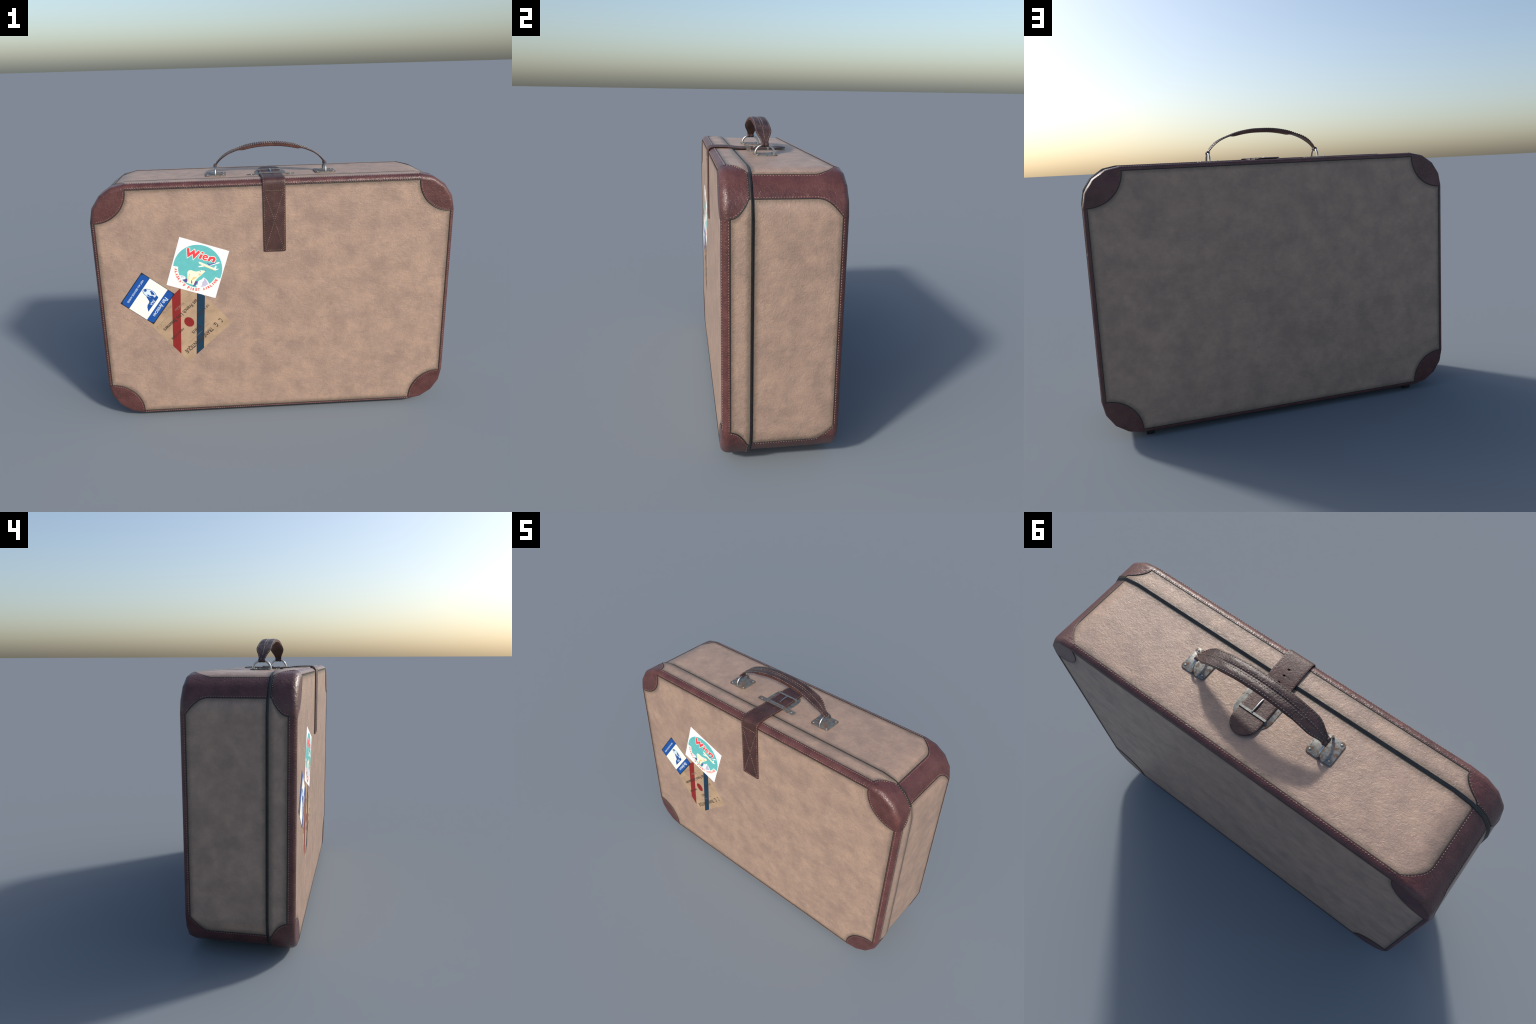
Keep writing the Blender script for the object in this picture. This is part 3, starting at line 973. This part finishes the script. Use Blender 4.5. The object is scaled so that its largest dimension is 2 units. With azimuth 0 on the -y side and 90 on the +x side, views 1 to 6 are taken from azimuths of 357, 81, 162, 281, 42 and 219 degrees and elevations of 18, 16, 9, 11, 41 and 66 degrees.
# -- shipping line label (lowest)
L = Label("shipping_label", (-0.487, 0.863), (-0.258, -0.232), (0.230, -0.272), 0.0002)
L.shape("paper", [(0, 0), (0.5, -0.004), (1, 0), (1.004, 0.5), (1, 1), (0.93, 1.003), (0.6, 0.997), (0, 1), (-0.006, 0.86), (0.003, 0.5)], 1, KRAFT)
L.shape("stripe", [(0.391, 0.004), (0.999, 0.624), (0.999, 0.814), (0.190, 0.003)], 2, STRIPER)
L.shape("stripe", [(0.010, 0.196), (0.824, 0.999), (0.648, 0.999), (0.003, 0.373)], 2, STRIPEB)
L.shape("dot", ell(0.503, 0.508, 0.076, 0.088), 2, STRIPER)
L.text("lettering", "C.", (0.085, 0.800, 0.128, 0.888), 3, PRINT, 0.016)
L.text("lettering", "G.", (0.188, 0.800, 0.245, 0.888), 3, PRINT, 0.016)
L.text("lettering", "TRANSATLANTIQUE", (0.298, 0.802, 0.922, 0.888), 3, PRINT, 0.016)
L.text("lettering", "Fast French Line Steamers", (0.110, 0.300, 0.906, 0.366), 3, PRINT, 0.016)
L.text("lettering", "LE HAVRE", (0.066, 0.502, 0.326, 0.538), 3, PRINT, 0.012)
L.text("lettering", "PARIS", (0.415, 0.655, 0.602, 0.708), 3, PRINT, 0.012)
L.text("lettering", "NEW-YORK", (0.652, 0.505, 0.935, 0.542), 3, PRINT, 0.012)
L.text("handwriting", "Name", (0.324, 0.198, 0.440, 0.240), 3, PENCIL, 0, 0.4)
L.text("handwriting", "Class", (0.440, 0.196, 0.530, 0.236), 3, PENCIL, 0, 0.4)
L.text("handwriting", "Wm. A. Van", (0.515, 0.096, 0.715, 0.134), 3, PENCIL, 0, 0.3)
L.text("handwriting", "C-2", (0.868, 0.205, 0.962, 0.250), 3, PENCIL, 0, 0.3)
for a in ((0.095, 0.185, 0.268, 0.1895), (0.640, 0.204, 0.855, 0.2085), (0.273, 0.748, 0.390, 0.7525), (0.452, 0.761, 0.751, 0.7655)):
    L.shape("ruled_line", rect(*a), 3, PENCIL)

# -- air line label with blue bands
P = Label("blue_band_label", (-0.745, 0.919), (-0.132, -0.179), (0.175, -0.136), 0.0005)
P.shape("paper", rect(0, 0, 1, 1), 2, INKBLACK)
P.shape("white_field", rect(0.0100, 0.250, 0.990, 0.795), 3, IVORY)
P.shape("blue_band", [(0.018, 0.256), (0.982, 0.256)] + [(1 - 0.018 - 0.07 + 0.07 * cos(a), 0.020 + 0.07 + 0.07 * sin(a)) for a in [-pi / 2 * k / 8 for k in range(9)]]
        + [(0.018 + 0.07 + 0.07 * cos(a), 0.020 + 0.07 + 0.07 * sin(a)) for a in [-pi / 2 - pi / 2 * k / 8 for k in range(9)]], 4, BLUE)
P.shape("blue_band", [(0.982, 0.788), (0.018, 0.788)] + [(0.018 + 0.07 + 0.07 * cos(a), 0.978 - 0.07 + 0.07 * sin(a)) for a in [pi - pi / 2 * k / 8 for k in range(9)]]
        + [(1 - 0.018 - 0.07 + 0.07 * cos(a), 0.978 - 0.07 + 0.07 * sin(a)) for a in [pi / 2 - pi / 2 * k / 8 for k in range(9)]], 4, BLUE)
P.shape("wing", [(0.470, 0.440), (0.313, 0.615), (0.298, 0.660), (0.310, 0.700), (0.345, 0.709), (0.789, 0.702), (0.691, 0.608), (0.665, 0.605), (0.655, 0.588), (0.594, 0.588), (0.540, 0.576)], 4, BLUE)
P.shape("globe_ring", ell(0.352, 0.463, 0.104, 0.186, 40, tilt=8), 5, BLUE)
P.shape("globe", ell(0.352, 0.463, 0.093, 0.172, 40, tilt=8), 6, PALE)
P.shape("globe_sea", [(0.300, 0.318), (0.345, 0.300), (0.388, 0.318), (0.376, 0.350), (0.345, 0.368), (0.318, 0.360)], 7, BLUE)
P.shape("globe_sea", [(0.268, 0.455), (0.300, 0.440), (0.318, 0.480), (0.350, 0.515), (0.332, 0.560), (0.318, 0.596), (0.286, 0.560), (0.268, 0.500)], 7, BLUE)
P.shape("globe_sea", [(0.428, 0.440), (0.412, 0.428), (0.392, 0.460), (0.402, 0.500), (0.376, 0.535), (0.358, 0.560), (0.366, 0.610), (0.388, 0.612), (0.420, 0.560), (0.432, 0.490)], 7, BLUE)
P.text("lettering", "PAA", (0.435, 0.618, 0.590, 0.690), 7, PALE, 0.01, 0.2)
P.text("lettering", "Pan", (0.208, 0.832, 0.372, 0.945), 5, PALE, 0.012, 0.1)
P.text("lettering", "A", (0.405, 0.822, 0.480, 0.945), 5, PALE, 0.012, 0.1)
P.text("lettering", "MERICAN", (0.478, 0.840, 0.800, 0.912), 5, PALE, 0.014, 0.05)
P.text("lettering", "VISIT ALL SERVICES AHEAD", (0.146, 0.120, 0.875, 0.166), 5, PALE, 0.008)

# -- square polar label (on top)
W = Label("polar_label", (-0.612, 0.840), (0.2680, -0.0920), (0.0890, 0.2740), 0.0008)
W.shape("paper", rect(0, 0, 1, 1), 3, WHITE)
C0 = (0.505, 0.488); R0 = 0.482; RIN = 0.385
W.shape("cream_disc", ell(*C0, R0, R0, 72), 4, IVORY)
W.shape("teal_sky", ell(*C0, R0, R0, 60, a0=-9, a1=189) + [(C0[0] + RIN * cos(radians(a)), C0[1] + RIN * sin(radians(a))) for a in [190 + 160 * k / 40 for k in range(41)]], 5, TEAL)
W.shape("dark_sea", [(0.262, 0.200), (0.300, 0.228), (0.334, 0.232), (0.375, 0.228), (0.386, 0.165), (0.330, 0.158)], 6, VIOLET)
W.shape("dark_sea", [(0.525, 0.236), (0.580, 0.240), (0.552, 0.152), (0.519, 0.110), (0.500, 0.155)], 6, VIOLET)
W.shape("dark_sea", [(0.440, 0.225), (0.480, 0.230), (0.468, 0.165), (0.450, 0.165)], 6, VIOLET)
W.shape("ice", [(0.190, 0.245), (0.218, 0.268), (0.287, 0.272), (0.325, 0.245), (0.322, 0.216), (0.269, 0.190), (0.230, 0.190)], 7, WHITE)
W.shape("ice_shade", [(0.218, 0.250), (0.280, 0.262), (0.300, 0.245), (0.262, 0.236), (0.250, 0.222)], 8, LILAC)
W.shape("mountain", [(0.560, 0.150), (0.592, 0.182), (0.579, 0.234), (0.608, 0.280), (0.629, 0.286), (0.666, 0.352), (0.739, 0.317), (0.807, 0.252), (0.770, 0.185), (0.657, 0.130), (0.590, 0.115)], 7, WHITE)
W.shape("mountain_shade", [(0.677, 0.346), (0.712, 0.318), (0.740, 0.296), (0.790, 0.236), (0.765, 0.215), (0.735, 0.180), (0.656, 0.140), (0.672, 0.190), (0.660, 0.240), (0.684, 0.290)], 8, LILAC)
W.shape("bear", [(0.327, 0.359), (0.334, 0.385), (0.350, 0.410), (0.392, 0.428), (0.449, 0.419), (0.501, 0.427), (0.563, 0.466), (0.585, 0.482), (0.611, 0.480), (0.652, 0.498), (0.664, 0.486), (0.661, 0.474), (0.626, 0.420),
                (0.598, 0.370), (0.558, 0.312), (0.529, 0.248), (0.515, 0.178), (0.520, 0.152), (0.470, 0.140), (0.476, 0.180), (0.457, 0.228), (0.442, 0.233), (0.450, 0.190), (0.466, 0.152),
                (0.430, 0.143), (0.404, 0.152), (0.367, 0.150), (0.372, 0.200), (0.350, 0.280)], 9, CREAM)
W.shape("bear_shade", [(0.550, 0.413), (0.575, 0.395), (0.612, 0.421), (0.600, 0.385), (0.578, 0.362), (0.553, 0.375)], 10, OCHRE)
W.shape("bear_shade", [(0.470, 0.305), (0.505, 0.308), (0.544, 0.335), (0.522, 0.300), (0.495, 0.272), (0.462, 0.229), (0.446, 0.253), (0.458, 0.280)], 10, OCHRE)
W.shape("bear_shade", [(0.372, 0.345), (0.384, 0.352), (0.390, 0.250), (0.392, 0.180), (0.380, 0.180), (0.376, 0.260)], 10, OCHRE)
W.shape("bear_eye", ell(0.566, 0.445, 0.008, 0.011, 10), 10, VIOLET)
W.shape("bear_nose", ell(0.654, 0.489, 0.010, 0.010, 10), 10, VIOLET)
W.shape("plane_wing", [(0.640, 0.622), (0.741, 0.626), (0.885, 0.716), (0.878, 0.738), (0.812, 0.702), (0.719, 0.642)], 6, WHITE)
W.shape("plane_wing_shade", [(0.646, 0.634), (0.660, 0.648), (0.700, 0.645), (0.825, 0.712), (0.812, 0.690), (0.741, 0.640), (0.695, 0.622)], 7, VIOLET)
W.shape("plane_wing", [(0.505, 0.540), (0.571, 0.580), (0.630, 0.580), (0.600, 0.560), (0.512, 0.522)], 6, WHITE)
W.shape("plane_body", [(0.483, 0.622), (0.500, 0.634), (0.539, 0.632), (0.729, 0.600), (0.804, 0.594), (0.856, 0.582), (0.840, 0.547), (0.777, 0.553), (0.620, 0.575), (0.508, 0.598)], 8, CREAM)
W.shape("plane_body_shade", [(0.500, 0.602), (0.620, 0.582), (0.777, 0.560), (0.838, 0.552), (0.832, 0.544), (0.777, 0.550), (0.620, 0.570), (0.512, 0.592)], 9, OCHRE)
W.shape("plane_tail", [(0.806, 0.588), (0.828, 0.650), (0.842, 0.648), (0.850, 0.575)], 9, WHITE)
W.shape("plane_tail", [(0.835, 0.570), (0.897, 0.604), (0.898, 0.594), (0.848, 0.550)], 9, WHITE)
WIEN = [([(0.222, 0.826), (0.262, 0.702), (0.338, 0.798), (0.375, 0.708), (0.437, 0.824)], 0.050), ([(0.503, 0.776), (0.488, 0.707)], 0.048),
    ([(0.624, 0.757), (0.616, 0.781), (0.588, 0.792), (0.558, 0.775), (0.547, 0.742), (0.558, 0.714), (0.586, 0.702), (0.620, 0.712)], 0.030), ([(0.560, 0.741), (0.622, 0.755)], 0.020),
        ([(0.683, 0.778), (0.668, 0.708)], 0.046), ([(0.686, 0.752), (0.716, 0.780), (0.750, 0.784), (0.770, 0.765), (0.757, 0.708)], 0.044)]
for k, (pts, wd) in enumerate(WIEN):
    W.shape("lettering_outline", ribbon(pts, wd + 0.022), 6 + 0.08 * k, IVORY)
    W.shape("lettering", ribbon(pts, wd), 8 + 0.08 * k, RED)
W.shape("lettering_outline", ell(0.512, 0.826, 0.036, 0.027, 20), 6.9, IVORY)
W.shape("lettering", ell(0.512, 0.826, 0.026, 0.017, 20), 8.9, RED)
word = "ALASKA'S FIRST AIRLINE"
RM = 0.4290
for i, ch in enumerate(word):
    if ch == " ":
        continue
    a = radians(197.5 + (343.5 - 197.5) * i / (len(word) - 1))
    c = (C0[0] + RM * cos(a), C0[1] + RM * sin(a))
    wd = {"I": 0.008, "'": 0.006}.get(ch, 0.0205); hh_ = 0.027
    box = (c[0] - wd, c[1] - hh_, c[0] + wd, c[1] + hh_) if ch != "'" else (c[0] - wd, c[1] + 0.006, c[0] + wd, c[1] + hh_)
    W.text("lettering", ch, box, 6, RED, 0.045, 0, rot=(c, a + pi / 2))

# ------------------------------------------------------------------ let the main piece of each group carry its small parts
def promote(group, first):
    main = next(c for c in group.children if c.name.split(".")[0] == first)
    name = group.name
    for c in list(group.children):
        c.parent = root if c is main else main
    bpy.data.objects.remove(group)
    main.name = name; main.data.name = name

promote(handle, "grip"); promote(buckle, "backplate")
for lab in (L, P, W):
    promote(lab.ob, "paper")
